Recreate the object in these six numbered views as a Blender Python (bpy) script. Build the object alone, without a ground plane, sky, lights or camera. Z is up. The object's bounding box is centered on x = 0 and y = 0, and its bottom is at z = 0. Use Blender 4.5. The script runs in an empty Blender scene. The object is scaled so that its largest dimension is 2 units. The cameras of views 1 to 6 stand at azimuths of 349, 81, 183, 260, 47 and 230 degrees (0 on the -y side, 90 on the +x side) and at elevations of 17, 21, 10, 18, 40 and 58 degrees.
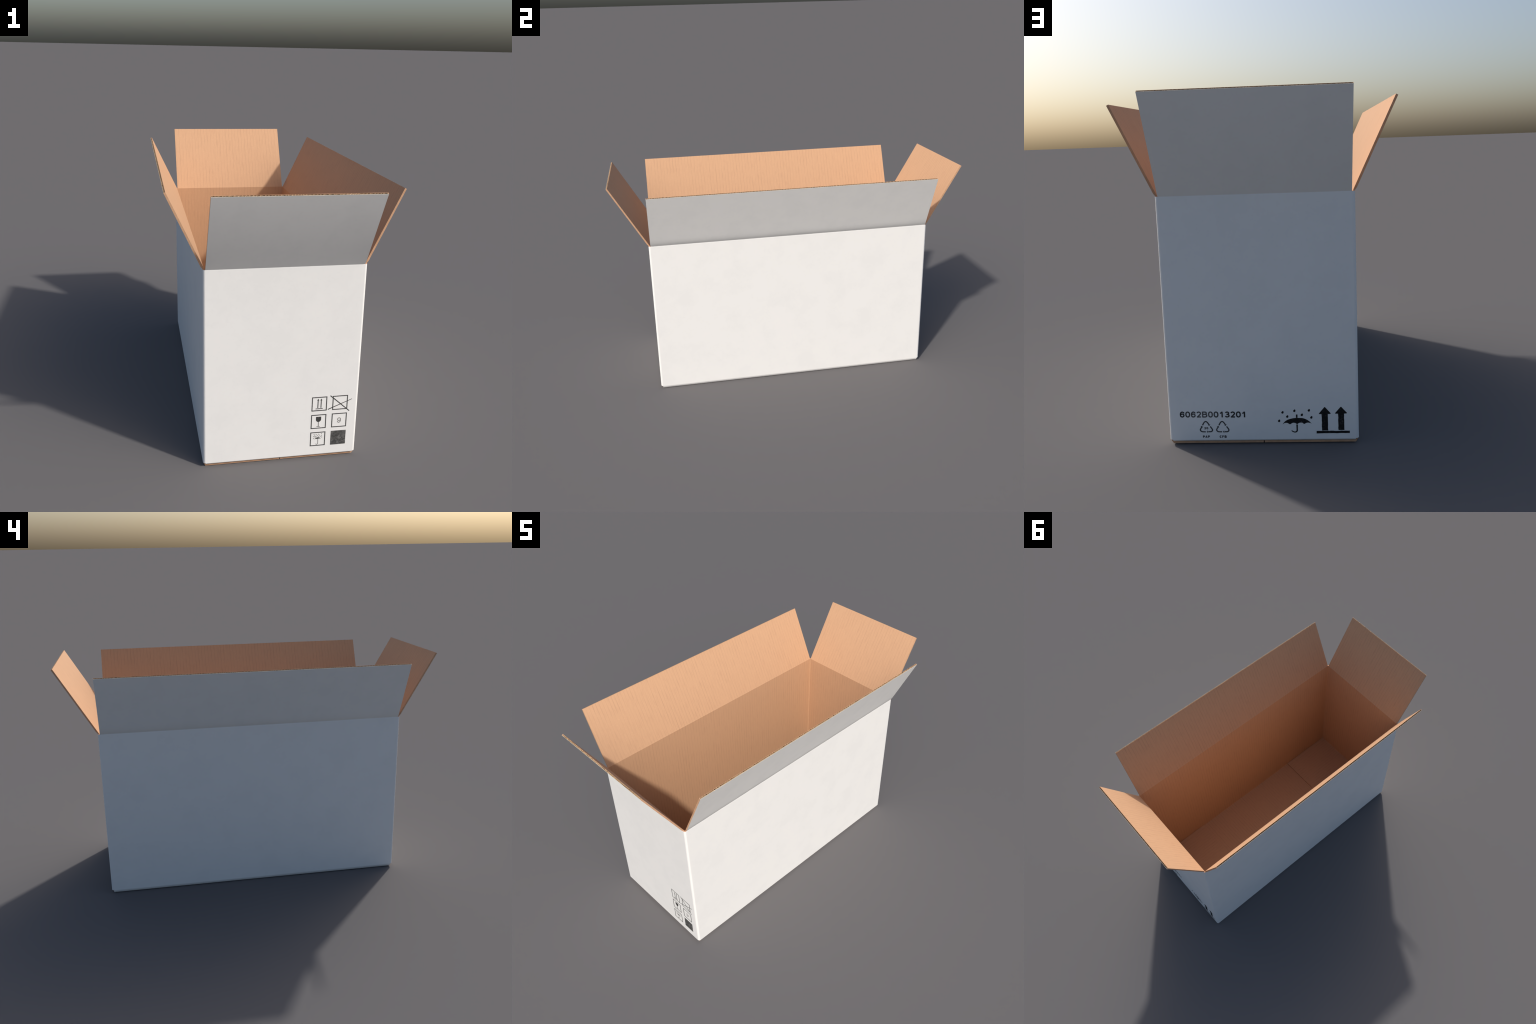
# Open white-faced corrugated cardboard shipping box with kraft inside.
# Local frame of every panel and flap: x runs along the fold line (to the right
# as seen from outside), y points inward (outside is -y), z is up.  Four quarter
# turns about z place the pieces on the four sides.
import bpy, math, random
from mathutils import Vector, Matrix

random.seed(7)

# ------------------------------------------------------------------ sizes (m)
HX, HY = 0.3414, 0.8054          # half width / half length of the sleeve
Z_TOP = 0.9003                   # height of the top crease
T = 0.0080                       # board thickness
R_OUT = 0.0115                   # outer radius of the vertical corners
Z_CORNER = 0.0178                # lower end of the vertical corners
PINCH = 0.0013                   # depth of the crease
FLAP = {                         # half width, tilt, length, reach and angles of normals tilted to darken the base
    "long": dict(w=0.7950, tilt=math.radians(25.04), length=0.3421, soft=0.050, bend=(13, 9)),
    "end":  dict(w=0.3305, tilt=math.radians(30.14), length=0.3879, soft=0.385, bend=(10, 7.5)),
}
LINER = 0.0012                   # liner thickness seen at the cut edge
FLUTE_DEPTH = 0.022              # how deep the open flutes are modelled
FLUTE_PITCH = 0.0197             # spacing of the flute lines that show through the liner
WAVE = 0.0140                    # wave length of the medium at the cut edge

# ------------------------------------------------------------------ materials
def new_material(name):
    m = bpy.data.materials.new(name)
    m.use_nodes = True
    return m, m.node_tree.nodes, m.node_tree.links, m.node_tree.nodes["Principled BSDF"]

def math_node(N, L, op, a, b=None, c=None, clamp=False):
    n = N.new("ShaderNodeMath"); n.operation = op; n.use_clamp = clamp
    for i, v in enumerate((a, b, c)):
        if v is None: continue
        if isinstance(v, (int, float)): n.inputs[i].default_value = v
        else: L.new(v, n.inputs[i])
    return n.outputs[0]

def noise_node(N, L, vec, scale, detail=2.0, rough=0.5, stretch=None):
    if stretch:
        mp = N.new("ShaderNodeMapping"); mp.inputs["Scale"].default_value = stretch
        L.new(vec, mp.inputs["Vector"]); vec = mp.outputs[0]
    n = N.new("ShaderNodeTexNoise")
    n.inputs["Scale"].default_value = scale
    n.inputs["Detail"].default_value = detail
    n.inputs["Roughness"].default_value = rough
    L.new(vec, n.inputs["Vector"])
    return n.outputs["Fac"]

def remap(N, L, v, a, b, lo, hi, smooth=False):
    n = N.new("ShaderNodeMapRange"); n.clamp = True
    if smooth: n.interpolation_type = 'SMOOTHSTEP'
    for k, x in (("From Min", a), ("From Max", b), ("To Min", lo), ("To Max", hi)):
        n.inputs[k].default_value = x
    L.new(v, n.inputs["Value"])
    return n.outputs["Result"]

def mix_colour(N, L, fac, a, b):
    n = N.new("ShaderNodeMix"); n.data_type = 'RGBA'
    if isinstance(fac, float): n.inputs["Factor"].default_value = fac
    else: L.new(fac, n.inputs["Factor"])
    for key, v in (("A", a), ("B", b)):
        s = [i for i in n.inputs if i.name == key and i.type == 'RGBA'][0]
        if isinstance(v, tuple): s.default_value = (*v, 1)
        else: L.new(v, s)
    return [o for o in n.outputs if o.type == 'RGBA'][0]

def object_coords(N):
    return N.new("ShaderNodeTexCoord").outputs["Object"]

WHITE = (0.800, 0.798, 0.785)
WHITE_DIM = (0.765, 0.765, 0.755)
KRAFT = (0.570, 0.342, 0.203)
KRAFT_LINE = (0.430, 0.250, 0.150)
KRAFT_PALE = (0.610, 0.370, 0.222)

def white_liner():
    m, N, L, p = new_material("white_coated_liner")
    co = object_coords(N)
    cloud = noise_node(N, L, co, 8.0, 5.0, 0.65)
    speck = noise_node(N, L, co, 85.0, 3.0, 0.6)
    f1 = remap(N, L, cloud, 0.42, 0.68, 0.0, 0.65, True)
    f2 = remap(N, L, speck, 0.52, 0.74, 0.0, 0.45, True)
    f = math_node(N, L, 'ADD', f1, f2, clamp=True)
    L.new(mix_colour(N, L, f, WHITE, WHITE_DIM), p.inputs["Base Color"])
    p.inputs["Roughness"].default_value = 0.62
    p.inputs["Specular IOR Level"].default_value = 0.3
    b = N.new("ShaderNodeBump"); b.inputs["Strength"].default_value = 0.05
    b.inputs["Distance"].default_value = 0.002
    L.new(noise_node(N, L, co, 40.0, 4.0, 0.6), b.inputs["Height"])
    L.new(b.outputs[0], p.inputs["Normal"])
    return m

def kraft_liner():
    """Brown liner: thin darker lines where the glued flutes show through."""
    m, N, L, p = new_material("kraft_liner")
    co = object_coords(N)
    sep = N.new("ShaderNodeSeparateXYZ"); L.new(co, sep.inputs[0])
    wob = noise_node(N, L, co, 9.0, 2.0, 0.5)
    x = math_node(N, L, 'MULTIPLY_ADD', wob, 0.0018, sep.outputs["X"])
    u = math_node(N, L, 'DIVIDE', x, FLUTE_PITCH)
    cell = math_node(N, L, 'FLOOR', u)
    frac = math_node(N, L, 'FRACT', u)
    d = math_node(N, L, 'ABSOLUTE', math_node(N, L, 'SUBTRACT', frac, 0.5))
    line = remap(N, L, d, 0.025, 0.105, 1.0, 0.0, True)
    # each line has its own strength, and fades in and out along its length
    wn = N.new("ShaderNodeTexWhiteNoise"); wn.noise_dimensions = '1D'
    L.new(cell, wn.inputs["W"])
    own = remap(N, L, wn.outputs["Value"], 0.0, 1.0, 0.45, 1.0)
    patch = noise_node(N, L, co, 7.0, 3.0, 0.6)
    along = remap(N, L, patch, 0.33, 0.62, 0.22, 1.0, True)
    dash = remap(N, L, noise_node(N, L, co, 60.0, 2.0, 0.6, (1.0, 0.6, 0.35)), 0.3, 0.6, 0.45, 1.0)
    line = math_node(N, L, 'MULTIPLY', math_node(N, L, 'MULTIPLY', line, own), math_node(N, L, 'MULTIPLY', along, dash))
    streak = noise_node(N, L, co, 120.0, 3.0, 0.6, (1.0, 0.25, 0.12))
    grain = noise_node(N, L, co, 150.0, 3.0, 0.6)
    base = mix_colour(N, L, remap(N, L, grain, 0.50, 0.75, 0.0, 0.6, True), KRAFT, KRAFT_PALE)
    s = remap(N, L, streak, 0.45, 0.70, 0.0, 0.18, True)
    dark = math_node(N, L, 'MULTIPLY_ADD', line, 0.80, s, clamp=True)
    L.new(mix_colour(N, L, dark, base, KRAFT_LINE), p.inputs["Base Color"])
    p.inputs["Roughness"].default_value = 0.75
    p.inputs["Specular IOR Level"].default_value = 0.2
    b = N.new("ShaderNodeBump"); b.inputs["Strength"].default_value = 0.12
    b.inputs["Distance"].default_value = 0.002
    h = math_node(N, L, 'MULTIPLY_ADD', line, -1.0, grain)
    L.new(h, b.inputs["Height"]); L.new(b.outputs[0], p.inputs["Normal"])
    return m

def cut_edge(name, a, b):
    m, N, L, p = new_material(name)
    co = object_coords(N)
    n = noise_node(N, L, co, 45.0, 3.0, 0.65)
    L.new(mix_colour(N, L, remap(N, L, n, 0.38, 0.62, 0.0, 1.0, True), a, b), p.inputs["Base Color"])
    p.inputs["Roughness"].default_value = 0.85
    p.inputs["Specular IOR Level"].default_value = 0.1
    return m

def ink(name, colour, worn, amount, fade=None, scale=130.0, start=0.50):
    """Printing ink; 'worn' is what shows where the print is thin.
    fade = (centre x, half width): the print grows paler there."""
    m, N, L, p = new_material(name)
    co = object_coords(N)
    n = noise_node(N, L, co, scale, 4.0, 0.65)
    n2 = noise_node(N, L, co, 22.0, 2.0, 0.5)
    f = math_node(N, L, 'MULTIPLY', remap(N, L, n, start, start + 0.28, 0.0, 1.0, True), remap(N, L, n2, 0.40, 0.65, 0.25, 1.0, True))
    f = math_node(N, L, 'MULTIPLY', f, amount)
    if fade:
        sep = N.new("ShaderNodeSeparateXYZ"); L.new(co, sep.inputs[0])
        d = math_node(N, L, 'ABSOLUTE', math_node(N, L, 'SUBTRACT', sep.outputs["X"], fade[0]))
        f = math_node(N, L, 'ADD', f, remap(N, L, d, 0.01, fade[1], 0.20, 0.0, True), clamp=True)
    L.new(mix_colour(N, L, f, colour, worn), p.inputs["Base Color"])
    p.inputs["Roughness"].default_value = 0.7
    p.inputs["Specular IOR Level"].default_value = 0.2
    return m

MAT_WHITE = white_liner()
MAT_KRAFT = kraft_liner()
MAT_EDGE = cut_edge("kraft_cut_edge", (0.575, 0.345, 0.215), (0.510, 0.305, 0.185))
MAT_LIP = cut_edge("liner_cut_edge", (0.590, 0.480, 0.350), (0.660, 0.560, 0.430))
MAT_FLUTE = cut_edge("flute_medium", (0.560, 0.370, 0.200), (0.640, 0.440, 0.270))
INK_DARK = ink("ink_worn", (0.046, 0.046, 0.045), (0.30, 0.29, 0.285), 0.45)
INK_BLOCK = ink("ink_mottled", (0.052, 0.052, 0.051), (0.24, 0.24, 0.235), 0.8, None, 100.0, 0.36)
INK_BLACK = ink("ink_black", (0.010, 0.010, 0.011), (0.40, 0.385, 0.37), 0.30)
INK_GREY = ink("ink_grey", (0.200, 0.195, 0.190), (0.40, 0.385, 0.37), 0.5)
INK_SOFT = ink("ink_soft", (0.055, 0.055, 0.057), (0.40, 0.385, 0.37), 0.35)
INK_TEXT = ink("ink_text", (0.024, 0.024, 0.025), (0.40, 0.385, 0.37), 0.25, (-0.212, 0.085))
MAT_HOLLOW = cut_edge("flute_hollow", (0.220, 0.135, 0.078), (0.180, 0.112, 0.064))  # same kraft paper, colour darkened for the shadow inside the flutes
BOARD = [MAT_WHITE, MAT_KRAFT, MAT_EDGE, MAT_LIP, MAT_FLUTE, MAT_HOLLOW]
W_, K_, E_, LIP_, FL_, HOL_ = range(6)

# ------------------------------------------------------------------ mesh builder
class Builder:
    """Collects faces with a normal for each of their corners."""
    def __init__(self):
        self.verts, self.faces, self.normals, self.mats = [], [], [], []

    def face(self, pts, mat, normals=None):
        i0 = len(self.verts)
        self.verts += [tuple(p) for p in pts]
        self.faces.append(tuple(range(i0, i0 + len(pts))))
        if normals is None:
            n = Vector()
            v = [Vector(p) for p in pts]
            for a, b in zip(v, v[1:] + v[:1]):
                n += Vector(((a.y - b.y) * (a.z + b.z), (a.z - b.z) * (a.x + b.x), (a.x - b.x) * (a.y + b.y)))
            n.normalize()
            normals = [n] * len(pts)
        self.normals.append([Vector(n).normalized() for n in normals])
        self.mats.append(mat)

    def block(self, lo, hi, mat):
        (x0, y0, z0), (x1, y1, z1) = lo, hi
        c = [(x, y, z) for x in (x0, x1) for y in (y0, y1) for z in (z0, z1)]
        for f in ((0, 1, 3, 2), (4, 6, 7, 5), (0, 4, 5, 1), (2, 3, 7, 6), (0, 2, 6, 4), (1, 5, 7, 3)):
            self.face([c[i] for i in f], mat)

    def mesh(self, name, materials):
        me = bpy.data.meshes.new(name)
        me.from_pydata(self.verts, [], self.faces)
        for m in materials: me.materials.append(m)
        me.polygons.foreach_set("material_index", self.mats)
        me.polygons.foreach_set("use_smooth", [True] * len(self.faces))
        me.update()
        me.normals_split_custom_set([n for f in self.normals for n in f])
        return me

def extrude_profile(b, prof, half, cap_mat):
    """prof: closed list of ((y, z), (ny, nz) or None, material of the edge to the next point, end normal or None).
    Swept along x from -half to +half, with both ends capped."""
    n = len(prof)
    for i in range(n):
        (p, nrm, mat, nend), (q, *_rest) = prof[i], prof[(i + 1) % n]
        quad = [(-half, *p), (half, *p), (half, *q), (-half, *q)]
        if nrm is None:
            b.face(quad, mat)
        else:
            e = nend or nrm
            b.face(quad, mat, [(0, *nrm), (0, *nrm), (0, *e), (0, *e)])
    b.face([(-half, *p[0]) for p in prof], cap_mat)
    b.face([(half, *p[0]) for p in reversed(prof)], cap_mat)

def add_object(name, mesh, parent, matrix=None):
    o = bpy.data.objects.new(name, mesh)
    bpy.context.scene.collection.objects.link(o)
    o.parent = parent
    if matrix is not None: o.matrix_local = matrix
    return o

# ------------------------------------------------------------------ the thing
box = bpy.data.objects.new("cardboard_box", None)
bpy.context.scene.collection.objects.link(box)
box["label"] = "tall open white cardboard shipping box with brown inside and spread flaps"
box["category"] = "cardboard box"

SIDES = [("end", 0, HY, HX), ("long", 90, HX, HY), ("end", 180, HY, HX), ("long", 270, HX, HY)]

# ------------------------------------------------------------------ wall panels
def panel_mesh(kind, dist, half):
    """Flat panel, with half of the rounded corner on either side.  dist: distance of the
    outer face from the box axis; half: half width out to the next outer face."""
    b = Builder()
    steps, ri = 6, max(R_OUT - T, 0.0012)
    xo, xi = half - R_OUT, half - T - ri
    out, inn = [], []                               # (x, y, normal)
    for k in range(steps + 1):
        a = math.radians(45 * k / steps)
        out.append((xo + R_OUT * math.sin(a), -dist + R_OUT - R_OUT * math.cos(a), (math.sin(a), -math.cos(a), 0)))
        inn.append((xi + ri * math.sin(a), -dist + T + ri - ri * math.cos(a), (-math.sin(a), math.cos(a), 0)))
    def mirror(l): return [(-x, y, (-n[0], n[1], 0)) for x, y, n in reversed(l)]
    out, inn = mirror(out) + out, mirror(inn) + inn
    w = FLAP[kind]["w"]
    zb = Z_CORNER if kind == "long" else 0.0175     # lower end of the flat part
    bev = 0.0030
    for i in range(len(out) - 1):
        o0, o1, i0, i1 = out[i], out[i + 1], inn[i], inn[i + 1]
        flat = i == steps
        z0 = zb if flat else Z_CORNER
        zt = Z_TOP - bev if flat else Z_TOP
        b.face([(*o0[:2], z0), (*o1[:2], z0), (*o1[:2], zt), (*o0[:2], zt)], W_, [o0[2], o1[2], o1[2], o0[2]])
        if flat:                                    # pressed-in lip under the crease
            lip0, lip1 = (o0[0], o0[1] + PINCH, Z_TOP), (o1[0], o1[1] + PINCH, Z_TOP)
            nb = (0, -1, 0.12)
            b.face([(*o0[:2], zt), (*o1[:2], zt), lip1, lip0], W_, [nb] * 4)
            t0, t1 = lip0, lip1
            for s, o, l in ((1, o0, lip0), (-1, o1, lip1)):
                tri = [(*o[:2], zt), l, (*o[:2], Z_TOP)]
                b.face(tri if s > 0 else tri[::-1], E_)
        else:
            t0, t1 = (*o0[:2], Z_TOP), (*o1[:2], Z_TOP)
        b.face([(*i1[:2], z0), (*i0[:2], z0), (*i0[:2], Z_TOP), (*i1[:2], Z_TOP)], K_, [i1[2], i0[2], i0[2], i1[2]])
        b.face([t0, t1, (*i1[:2], Z_TOP), (*i0[:2], Z_TOP)], E_)
        b.face([(*i0[:2], z0), (*i1[:2], z0), (*o1[:2], z0), (*o0[:2], z0)], E_)
    if zb < Z_CORNER - 1e-4:                               # sides of the tongue that leads to the bottom flap
        o, i_ = out[steps], inn[steps]
        b.face([(*o[:2], Z_CORNER), (*i_[:2], Z_CORNER), (*i_[:2], zb), (*o[:2], zb)], E_)
        o, i_ = out[steps + 1], inn[steps + 1]
        b.face([(*o[:2], zb), (*i_[:2], zb), (*i_[:2], Z_CORNER), (*o[:2], Z_CORNER)], E_)
    return b.mesh(kind + "_panel", BOARD)

# ------------------------------------------------------------------ top flaps
def top_flap_mesh(kind, dist):
    f = FLAP[kind]
    a, Lg, soft, w, (b0, b1) = f["tilt"], f["length"], f["soft"], f["w"], f["bend"]
    D = (-math.sin(a), math.cos(a))                 # up along the flap, in (y, z)
    Nn = (-math.cos(a), -math.sin(a))               # out of its white face
    org = (-dist - 0.0012, Z_TOP)                   # white face extended down to the crease
    def P(s, d): return (org[0] + D[0] * s - Nn[0] * d, org[1] + D[1] * s - Nn[1] * d)
    def tilt(deg):                                  # white-face normal turned downwards
        c, s = math.cos(math.radians(deg)), math.sin(math.radians(deg))
        return (Nn[0] * c - D[0] * s, Nn[1] * c - D[1] * s)
    inv = (-Nn[0], -Nn[1])
    y_in = -dist + T
    crease = (-dist + PINCH, Z_TOP)
    prof = [
        (crease, tilt(b0), W_, tilt(b0)),
        (P(0.0055, 0.0017), tilt(b0), W_, tilt(b0)),
        (P(0.0105, 0.0002), tilt(b0), W_, tilt(b1)),
        (P(0.0130, 0.0), tilt(b1), W_, tilt(b1 * 0.42)),
        (P(soft * 0.55, 0.0), tilt(b1 * 0.42), W_, Nn),
        (P(soft, 0.0), Nn, W_, None),
        (P(Lg, 0.0), D, LIP_, None),
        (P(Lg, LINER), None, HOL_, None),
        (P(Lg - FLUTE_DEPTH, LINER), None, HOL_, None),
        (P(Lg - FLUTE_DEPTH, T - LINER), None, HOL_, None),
        (P(Lg, T - LINER), D, E_, None),
        (P(Lg, T), inv, K_, None),
        ((y_in, Z_TOP), None, E_, None),
        ((y_in - 0.0015, Z_TOP - 0.0015), None, E_, None),
        ((-dist + PINCH + 0.0015, Z_TOP - 0.0015), None, E_, None),
    ]
    b = Builder()
    extrude_profile(b, prof, w, E_)
    # solid ends of the flute slot
    for s in (-1, 1):
        xs = sorted((s * (w - 0.0001), s * (w - 0.0025)))
        c = [P(Lg - FLUTE_DEPTH, LINER), P(Lg - 0.0002, LINER), P(Lg - 0.0002, T - LINER), P(Lg - FLUTE_DEPTH, T - LINER)]
        A = [(xs[0], *q) for q in c]; B = [(xs[1], *q) for q in c]
        b.face(A[::-1], E_); b.face(B, E_)
        for i in range(4):
            j = (i + 1) % 4
            b.face([A[i], A[j], B[j], B[i]], E_)
    me = b.mesh(kind + "_top_flap", BOARD)

    # the wavy medium between the two liners, partly crushed
    r = random.Random(11 if kind == "long" else 5)
    m = Builder()
    gap, th = T - 2 * LINER, 0.0009
    x, pts, phase, amp = -w + 0.003, [], r.random() * 6.28, 0.8
    step = WAVE / 12
    while x < w - 0.003:
        k = len(pts)
        if k % 12 == 0:
            amp_to, drift, wide = r.choice((0.35, 0.8, 1.0, 1.0)), r.uniform(-0.9, 0.9), r.uniform(0.6, 1.7)
        amp += (amp_to - amp) * 0.22
        phase += 6.2832 / 12 * wide
        lim = (gap - th) / 2
        d = T / 2 + max(-lim, min(lim, lim * (math.sin(phase) * amp * 1.5 + drift * (1 - amp))))
        pts.append((x, d, Lg - r.uniform(0.0004, 0.0016)))
        x += step
    for (x0, d0, s0), (x1, d1, s1) in zip(pts, pts[1:]):
        sb = Lg - FLUTE_DEPTH
        lo0, hi0, lo1, hi1 = d0 - th / 2, d0 + th / 2, d1 - th / 2, d1 + th / 2
        m.face([(x0, *P(s0, lo0)), (x1, *P(s1, lo1)), (x1, *P(s1, hi1)), (x0, *P(s0, hi0))], 0)
        m.face([(x0, *P(sb, lo0)), (x1, *P(sb, lo1)), (x1, *P(s1, lo1)), (x0, *P(s0, lo0))], 0)
        m.face([(x0, *P(s0, hi0)), (x1, *P(s1, hi1)), (x1, *P(sb, hi1)), (x0, *P(sb, hi0))], 0)
    return me, m.mesh(kind + "_flute", [MAT_FLUTE])

# ------------------------------------------------------------------ bottom flaps
def bottom_flap_mesh(kind, dist):
    b = Builder()
    if kind == "long":                              # outer pair: meet on the middle line
        z0, zs, run, end, w = 0.0, Z_CORNER, 0.0105, 0.0018, FLAP["long"]["w"]
    else:                                           # inner pair: lie on the outer pair
        z0, zs, run, end, w = T + 0.0022, 0.0175, 0.0060, 0.4170, 0.3305
    rise = zs - z0
    bow = 1.95 if kind == "long" else 1.6           # 2 would be a straight chamfer, 1 a round bend
    prof, steps = [], 6
    y0 = -dist
    arc = []
    for k in range(steps + 1):
        a = math.radians(90 * k / steps)
        m = a * (0.50 if kind == "long" else 0.9)           # soft shading of the pressed bend
        arc.append(((y0 + run * (1 - max(math.cos(a), 0.0) ** bow), zs - rise * math.sin(a) ** bow), (-math.cos(m), -math.sin(m))))
    for k in range(steps):
        prof.append((arc[k][0], arc[k][1], W_, arc[k + 1][1]))
    prof.append((arc[-1][0], (0, -1), W_, None))
    prof.append(((-end, z0), None, E_, None))
    prof.append(((-end, z0 + T), (0, 1), K_, None))
    zi = max(zs, z0 + T + 0.001)
    prof.append(((y0 + T + 0.0025, z0 + T), None, K_, None))
    prof.append(((y0 + T, zi), None, E_, None))
    if zi > zs:
        prof.append(((y0 + T - 0.001, zi), None, E_, None))
        prof.append(((y0 + 0.002, zs + 0.0005), None, E_, None))
    prof = prof[::-1]                               # face outward: reverse, shifting edge data
    n = len(prof)
    rev = []
    for i in range(n):
        p = prof[i][0]
        _, nrm, mat, nend = prof[(i + 1) % n]
        rev.append((p, (nend or nrm) if nrm else None, mat, nrm))
    extrude_profile(b, rev, w, E_)
    return b.mesh(kind + "_bottom_flap", BOARD)

meshes = {}
for kind, dist, half in (("end", HY, HX), ("long", HX, HY)):
    meshes[kind] = dict(panel=panel_mesh(kind, dist, half), top=top_flap_mesh(kind, dist), bottom=bottom_flap_mesh(kind, dist))

panels = {}
for kind, deg, dist, half in SIDES:
    M = Matrix.Rotation(math.radians(deg), 4, 'Z')
    k = meshes[kind]
    panels[deg] = add_object(kind + "_panel", k["panel"], box, M)
    flap = add_object("top_flap", k["top"][0], box, M)
    core = add_object("corrugated_medium", k["top"][1], flap)
    core["kind"] = "stuff"
    add_object("bottom_flap", k["bottom"], box, M)

# ------------------------------------------------------------------ printed marks
class Print:
    """Flat inked shapes on an end panel, drawn in (x, z) of the panel."""
    def __init__(self, panel, name, material):
        self.panel, self.name, self.material, self.b, self.n = panel, name, material, Builder(), 0
        self.shift = (-0.0010, 0.0022) if panel == panels[0] else (0.0003, 0.0015)   # where the stamp sits

    def polygon(self, pts):
        area = sum(p[0] * q[1] - q[0] * p[1] for p, q in zip(pts, pts[1:] + pts[:1]))
        if area < 0: pts = pts[::-1]
        sx, sz = self.shift
        pts = [(x + sx, z + sz) for x, z in pts]
        y = -HY - 0.0003 - 0.00002 * self.n
        self.n += 1
        self.b.face([(x, y, z) for x, z in pts], 0)
        for p, q in zip(pts, pts[1:] + pts[:1]):
            self.b.face([(p[0], y, p[1]), (p[0], -HY + 0.001, p[1]), (q[0], -HY + 0.001, q[1]), (q[0], y, q[1])], 0)

    def stroke(self, pts, width, end_width=None, closed=False):
        """Band of the given width along a polyline, with mitred joints."""
        w0, w1 = width / 2, (end_width or width) / 2
        left, right = [], []
        n = len(pts)
        V = [Vector(p) for p in pts]
        for i, p in enumerate(V):
            a, c = V[i - 1], V[(i + 1) % n]
            first, last = i == 0 and not closed, i == n - 1 and not closed
            d0 = (c - p).normalized() if first else (p - a).normalized()
            d1 = d0 if last else (c - p).normalized()
            m = (d0 + d1).normalized()
            nrm = Vector((-m.y, m.x))
            w = (w0 + (w1 - w0) * i / (n - 1)) / max(0.4, nrm.dot(Vector((-d0.y, d0.x))))
            left.append(tuple(p + nrm * w)); right.append(tuple(p - nrm * w))
        if not closed:
            return self.polygon(left + right[::-1])
        level = self.n
        for i in range(n):
            j = (i + 1) % n
            self.n = level
            self.polygon([left[i], left[j], right[j], right[i]])

    def disc(self, c, rx, rz, n=14, turn=0.0, tear=0.0):
        pts = []
        for k in range(n):
            a = 2 * math.pi * k / n
            r = 1 + tear * max(0.0, math.cos(a - math.radians(55))) ** 6
            x, z = rx * r * math.cos(a), rz * r * math.sin(a)
            pts.append((c[0] + x * math.cos(turn) - z * math.sin(turn), c[1] + x * math.sin(turn) + z * math.cos(turn)))
        self.polygon(pts)

    def frame(self, x0, x1, z0, z1, w):
        self.polygon([(x0, z1), (x1, z1), (x1, z1 - w), (x0, z1 - w)])
        self.polygon([(x0, z0), (x1, z0), (x1, z0 + w), (x0, z0 + w)])
        self.polygon([(x0, z0 + w), (x0 + w, z0 + w), (x0 + w, z1 - w), (x0, z1 - w)])
        self.polygon([(x1 - w, z0 + w), (x1, z0 + w), (x1, z1 - w), (x1 - w, z1 - w)])

    def done(self):
        return add_object(self.name, self.b.mesh(self.name, [self.material]), self.panel)

def arc(cx, cy, rx, ry, a0, a1, n=10, power=1.0):
    """Points of an elliptic arc, angles in degrees."""
    out = []
    for k in range(n + 1):
        a = math.radians(a0 + (a1 - a0) * k / n)
        c, s = math.cos(a), math.sin(a)
        out.append((cx + rx * math.copysign(abs(c) ** power, c), cy + ry * math.copysign(abs(s) ** power, s)))
    return out

# Plain grotesque lettering: centre lines in a unit box; a glyph is a list of
# (points, closed) and has a width relative to the digits.
GLYPHS = {
    "0": (1.0, [(arc(0.5, 0.5, 0.5, 0.5, 0, 345, 23, 0.88), True)]),
    "1": (1.0, [([(0.06, 0.73), (0.30, 0.80), (0.48, 0.90), (0.62, 1.06)], False), ([(0.64, 1.08), (0.64, -0.09)], False)]),
    "2": (1.0, [(arc(0.49, 0.72, 0.47, 0.28, 168, -28, 12) + [(0.72, 0.42), (0.40, 0.20), (0.12, 0.04)], False), ([(-0.06, 0.0), (1.06, 0.0)], False)]),
    "3": (1.0, [(arc(0.47, 0.765, 0.43, 0.235, 160, -80, 12), False), (arc(0.49, 0.265, 0.50, 0.265, 95, -165, 14), False), ([(0.30, 0.53), (0.56, 0.53)], False)]),
    "6": (1.0, [(arc(0.5, 0.30, 0.48, 0.30, 0, 345, 23), True), (arc(0.55, 0.52, 0.54, 0.48, 25, 190, 14), False)]),
    "9": (1.0, [(arc(0.5, 0.70, 0.48, 0.30, 0, 345, 23), True), (arc(0.45, 0.48, 0.54, 0.48, 205, 370, 14), False)]),
    "B": (1.1, [([(0.02, -0.09), (0.02, 1.09)], False), ([(0.0, 1.0), (0.55, 1.0)] + arc(0.58, 0.77, 0.34, 0.23, 85, -85, 8) + [(0.0, 0.54)], False),
                ([(0.5, 0.54)] + arc(0.62, 0.27, 0.38, 0.27, 85, -85, 8) + [(0.0, 0.0)], False)]),
    "P": (1.0, [([(0.03, -0.09), (0.03, 1.09)], False), ([(0.0, 1.0), (0.55, 1.0)] + arc(0.58, 0.72, 0.40, 0.28, 85, -85, 8) + [(0.0, 0.44)], False)]),
    "A": (1.15, [([(0.0, -0.09), (0.5, 0.86), (1.0, -0.09)], False), ([(0.2, 0.32), (0.8, 0.32)], False)]),
    "C": (1.1, [(arc(0.52, 0.5, 0.50, 0.5, 40, 320, 18), False)]),
    "F": (0.95, [([(0.03, -0.09), (0.03, 1.09)], False), ([(0.0, 1.0), (0.98, 1.0)], False), ([(0.0, 0.53), (0.88, 0.53)], False)]),
}

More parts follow.
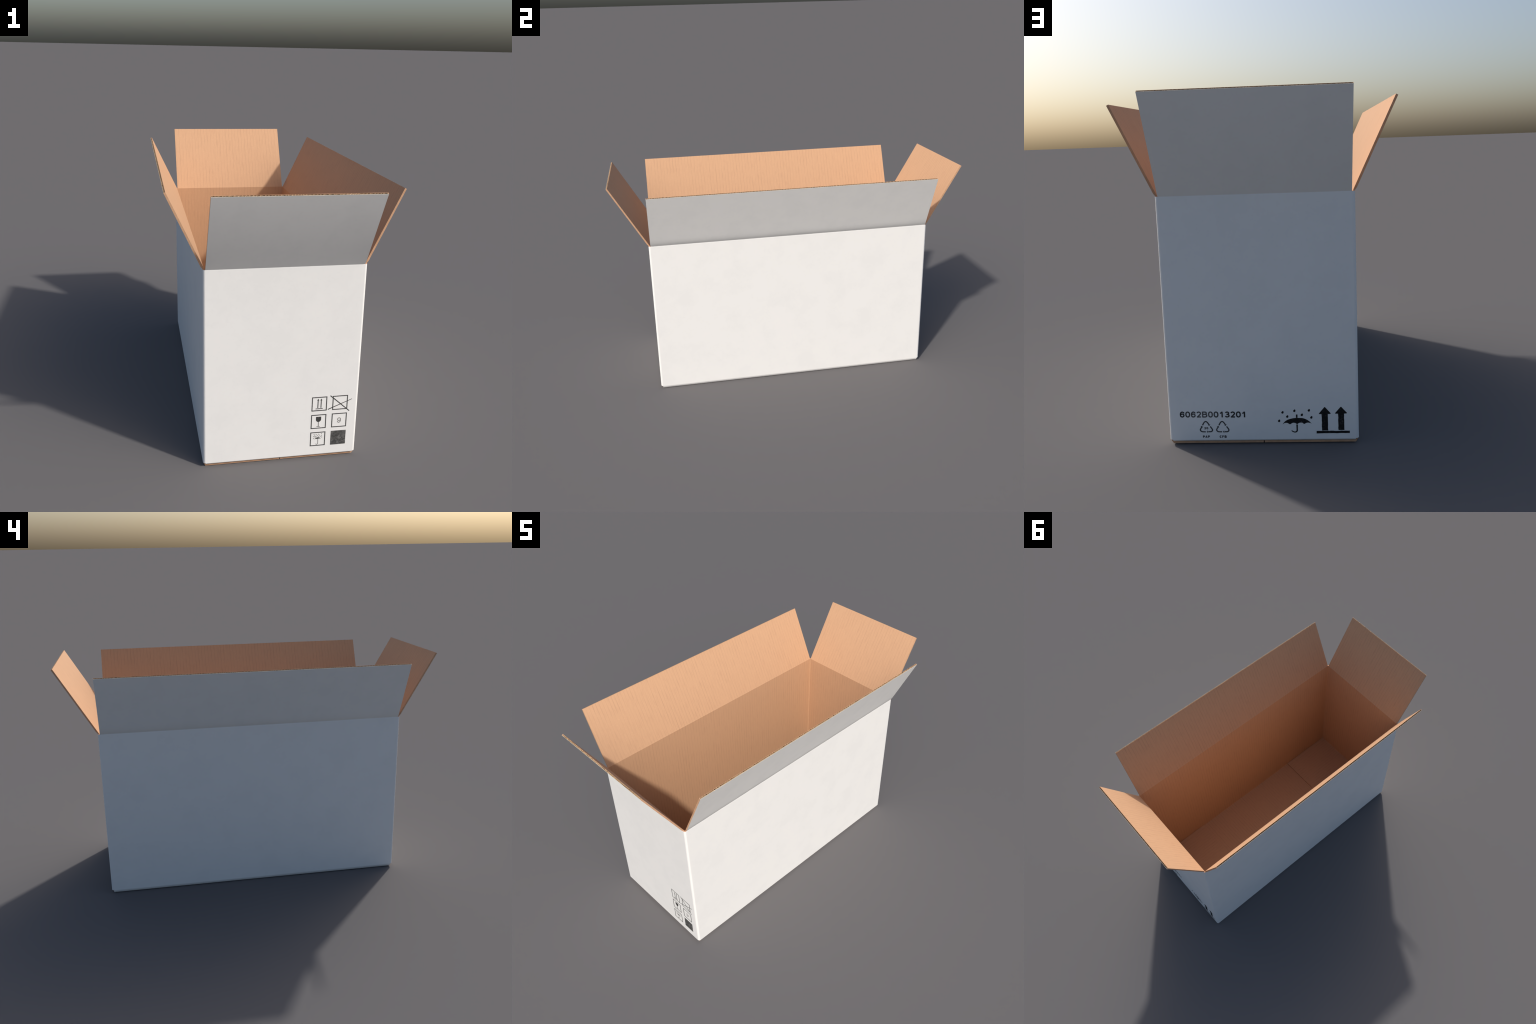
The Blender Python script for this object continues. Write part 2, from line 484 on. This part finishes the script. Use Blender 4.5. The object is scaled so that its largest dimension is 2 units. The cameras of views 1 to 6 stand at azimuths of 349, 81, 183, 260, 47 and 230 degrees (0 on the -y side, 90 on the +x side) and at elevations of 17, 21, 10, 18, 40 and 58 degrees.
def printed_text(panel, name, text, material, x0, x1, z0, z1, pen, slope=0.0, gap=0.22):
    """Letters fitted into a rectangle of the panel; pen is the stroke width."""
    p = Print(panel, name, material)
    units = sum(GLYPHS[c][0] for c in text) + gap * (len(text) - 1)
    u = (x1 - x0) / units
    x = x0
    for c in text:
        wide, lines = GLYPHS[c]
        w, h = wide * u - pen, z1 - z0 - pen
        for pts, closed in lines:
            q = [(x + pen / 2 + a * w, z0 + pen / 2 + b * h + slope * (x - x0)) for a, b in pts]
            p.stroke(q, pen, closed=closed)
        x += (wide + gap) * u
    return p.done()

front, back = panels[0], panels[180]
COL = ((0.1333, 0.2020), (0.2267, 0.2955))
ROW = ((0.2298, 0.2985), (0.1428, 0.2120), (0.0557, 0.1252))
LINE = 0.0042

# -- front: two columns of small framed handling signs
for c, r in ((0, 0), (1, 0), (0, 1), (1, 1), (0, 2)):
    p = Print(front, "printed_frame", INK_DARK)
    p.frame(*COL[c], *ROW[r], LINE)
    p.done()

p = Print(front, "printed_arrows", INK_DARK)
for cx in (0.1613, 0.1753):
    p.polygon([(cx - 0.0020, 0.2450), (cx + 0.0020, 0.2450), (cx + 0.0020, 0.2815), (cx + 0.0048, 0.2808),
               (cx + 0.0003, 0.2905), (cx - 0.0045, 0.2808), (cx - 0.0020, 0.2815)])
p.stroke([(0.1516, 0.2408), (0.1834, 0.2413)], 0.0036)
p.done()

p = Print(front, "printed_cross", INK_DARK)
p.stroke([(0.2158, 0.3009), (0.3053, 0.2200)], 0.0045, 0.0040)
p.stroke([(0.2071, 0.2342), (0.2700, 0.2601), (0.3145, 0.2784)], 0.0042, 0.0024)
p.done()

p = Print(front, "printed_wine_glass", INK_DARK)
gx = 0.1673
bowl = [(gx - 0.0118, 0.2012), (gx - 0.0118, 0.1880)]
bowl += [(gx - 0.0118 * math.cos(a), 0.1880 - 0.0125 * math.sin(a)) for a in (math.pi * k / 12 for k in range(1, 12))]
bowl += [(gx + 0.0118, 0.1880), (gx + 0.0118, 0.2012)]
p.polygon(bowl)
p.stroke([(gx, 0.1765), (gx, 0.1535)], 0.0027)
p.polygon([(gx - 0.0088, 0.1520), (gx + 0.0088, 0.1520), (gx + 0.0075, 0.1538), (gx, 0.1550), (gx - 0.0075, 0.1538)])
p.done()

printed_text(front, "printed_digit", "9", INK_GREY, 0.2527, 0.2698, 0.1640, 0.1898, 0.0034)

p = Print(front, "printed_square", INK_BLOCK)
p.polygon([(0.2263, 0.0553), (0.2600, 0.0549), (0.2955, 0.0555), (0.2952, 0.0900), (0.2956, 0.1249), (0.2600, 0.1253), (0.2265, 0.1252), (0.2260, 0.0900)])
p.done()

def scalloped_canopy(left, right, top, scallops, depth, thin=0.0):
    """Umbrella roof: arched top between two tips, scalloped lower edge."""
    (xl, zl), (xr, zr) = left, right
    pts = []
    for k in range(19):
        t = k / 18
        h = 1 - abs(2 * t - 1) ** 2.15
        pts.append((xl + (xr - xl) * t, zl + (zr - zl) * t + (top - (zl + zr) / 2) * h))
    low = []
    for k in range(1, scallops * 6):
        t = 1 - k / (scallops * 6)
        s = abs(math.sin(math.pi * t * scallops))
        low.append((xl + (xr - xl) * t, zl + (zr - zl) * t + depth * s ** 0.8 - thin))
    return pts + low

p = Print(front, "printed_umbrella", INK_DARK)
p.polygon(scalloped_canopy((0.1531, 0.0892), (0.1826, 0.0907), 0.0984, 2, 0.0016))
p.done()
p = Print(front, "printed_umbrella_handle", INK_GREY)
hook = [(0.1690, 0.0895), (0.1692, 0.0690)] + [(0.1642 + 0.0050 * math.cos(a), 0.0685 - 0.0052 * math.sin(a)) for a in (math.pi * k / 7 for k in range(1, 7))]
p.stroke(hook, 0.0030)
p.done()
p = Print(front, "printed_raindrop", INK_GREY)
for x, z in ((0.1507, 0.1137), (0.1603, 0.1136), (0.1702, 0.1139), (0.1839, 0.1156), (0.1485, 0.1033), (0.1539, 0.1069), (0.1556, 0.1043), (0.1655, 0.1080),
             (0.1750, 0.1090), (0.1847, 0.1071), (0.1600, 0.1022), (0.1704, 0.1027), (0.1793, 0.1024), (0.1860, 0.0984), (0.1490, 0.0932), (0.1560, 0.0972)):
    p.disc((x, z), 0.0018, 0.0024, 10, -0.5)
p.done()

# -- back: article number, recycling marks, large umbrella and arrows
printed_text(back, "printed_number", "6062B0013201", INK_TEXT, -0.3010, -0.0595, 0.1013, 0.1244, 0.0046, -0.0105, 0.14)
printed_text(back, "printed_word", "PAP", INK_SOFT, -0.2213, -0.1958, 0.0225, 0.0322, 0.0029, 0.0, 0.14)
printed_text(back, "printed_word", "CFB", INK_SOFT, -0.1606, -0.1346, 0.0218, 0.0316, 0.0029, 0.0, 0.14)
printed_text(back, "printed_code", "20", INK_SOFT, -0.2150, -0.2000, 0.0555, 0.0642, 0.0023, 0.0, 0.14)

def recycling_mark(cx, cz):
    """Three chasing arrows bent round a rounded triangle."""
    p = Print(back, "printed_recycling_mark", INK_SOFT)
    u = 6.05e-5
    def q(x, y): return (cx + (x - 655) * u, cz - (y - 555) * u)
    w = 0.0044
    p.stroke([q(445, 450), (q(500, 345)), q(555, 262), q(600, 225), q(645, 213), q(690, 226), q(735, 268), q(790, 345), q(835, 420)], w)
    p.polygon([q(912, 385), q(768, 462), q(858, 488)])
    p.stroke([q(902, 525), q(965, 620), q(1020, 705), q(1032, 755), q(1015, 805), q(975, 845), q(930, 860), q(850, 862), q(765, 862)], w)
    p.polygon([q(745, 778), q(668, 860), q(745, 940)])
    p.stroke([q(618, 862), q(500, 862), q(410, 855), q(345, 825), q(305, 775), q(298, 725), q(318, 680), q(360, 612), q(400, 548)], w)
    p.polygon([q(322, 520), q(452, 605), q(418, 478)])
    p.done()

recycling_mark(-0.2076, 0.0646)
recycling_mark(-0.1482, 0.0640)

p = Print(back, "printed_umbrella", INK_BLACK)
p.polygon([(0.0688, 0.0714), (0.0740, 0.0784), (0.0801, 0.0842), (0.0880, 0.0886), (0.0964, 0.0916), (0.1080, 0.0941), (0.1189, 0.0951), (0.1300, 0.0949), (0.1412, 0.0941),
           (0.1500, 0.0912), (0.1586, 0.0867), (0.1665, 0.0805), (0.1734, 0.0727), (0.1695, 0.0748), (0.1650, 0.0765), (0.1599, 0.0772), (0.1530, 0.0755),
           (0.1490, 0.0727), (0.1470, 0.0718), (0.1445, 0.0730), (0.1407, 0.0761), (0.1343, 0.0774), (0.1280, 0.0760), (0.1240, 0.0730), (0.1214, 0.0718), (0.1190, 0.0728), (0.1150, 0.0758),
           (0.1087, 0.0771), (0.1030, 0.0757), (0.0985, 0.0722), (0.0957, 0.0710), (0.0925, 0.0725), (0.0880, 0.0760), (0.0815, 0.0771), (0.0760, 0.0760)])
p.stroke([(0.1205, 0.0955), (0.1207, 0.1080)], 0.0054)
p.stroke([(0.1209, 0.0704), (0.1209, 0.0480), (0.1196, 0.0445), (0.1165, 0.0422), (0.1124, 0.0415), (0.1075, 0.0428), (0.1035, 0.0450), (0.1010, 0.0478)], 0.0054, 0.0028)
p.done()
p = Print(back, "printed_raindrop", INK_BLACK)
for x, z in ((0.0700, 0.1158), (0.1125, 0.1213), (0.1643, 0.1222), (0.0865, 0.0999), (0.1388, 0.1058), (0.1724, 0.0956), (0.0569, 0.0839)):
    p.disc((x, z), 0.0042, 0.0040, 18, 0.25, 0.55)
p.done()

def big_arrow(tip, half_head, shaft0, shaft1, z_neck, z_foot, rnd):
    """Fat stamped arrow with slightly ragged edges."""
    (tx, tz) = tip
    j = lambda a: rnd.uniform(-a, a)
    pts = [(tx - 0.0012, tz - 0.0006), (tx + 0.0012, tz - 0.0006), (tx + half_head, z_neck + 0.0026), (tx + half_head - 0.0012, z_neck + 0.0008), (shaft1, z_neck)]
    pts += [(shaft1 + j(0.0005), z_neck + (z_foot - z_neck) * k / 8) for k in range(1, 8)]
    pts += [(shaft1 + 0.0004, z_foot), (shaft0 + 0.0010, z_foot)]
    pts += [(shaft0 + 0.0006 + j(0.0005), z_foot + (z_neck - z_foot) * k / 8) for k in range(1, 8)]
    pts += [(shaft0, z_neck), (tx - half_head + 0.0012, z_neck + 0.0002), (tx - half_head, z_neck + 0.0020)]
    return pts

rnd = random.Random(3)
p = Print(back, "printed_arrows", INK_BLACK)
p.polygon(big_arrow((0.2208, 0.1352), 0.0214, 0.2088, 0.2316, 0.1082, 0.0462, rnd))
p.polygon(big_arrow((0.2784, 0.1354), 0.0214, 0.2676, 0.2892, 0.1092, 0.0474, rnd))
n = 16
top = [(0.1902 + 0.1185 * k / n, 0.0447 + rnd.uniform(-0.0006, 0.0006)) for k in range(n + 1)]
low = [(0.1900 + 0.1186 * k / n, 0.0356 + rnd.uniform(-0.0005, 0.0005)) for k in range(n + 1)]
p.polygon(top + low[::-1])
p.done()
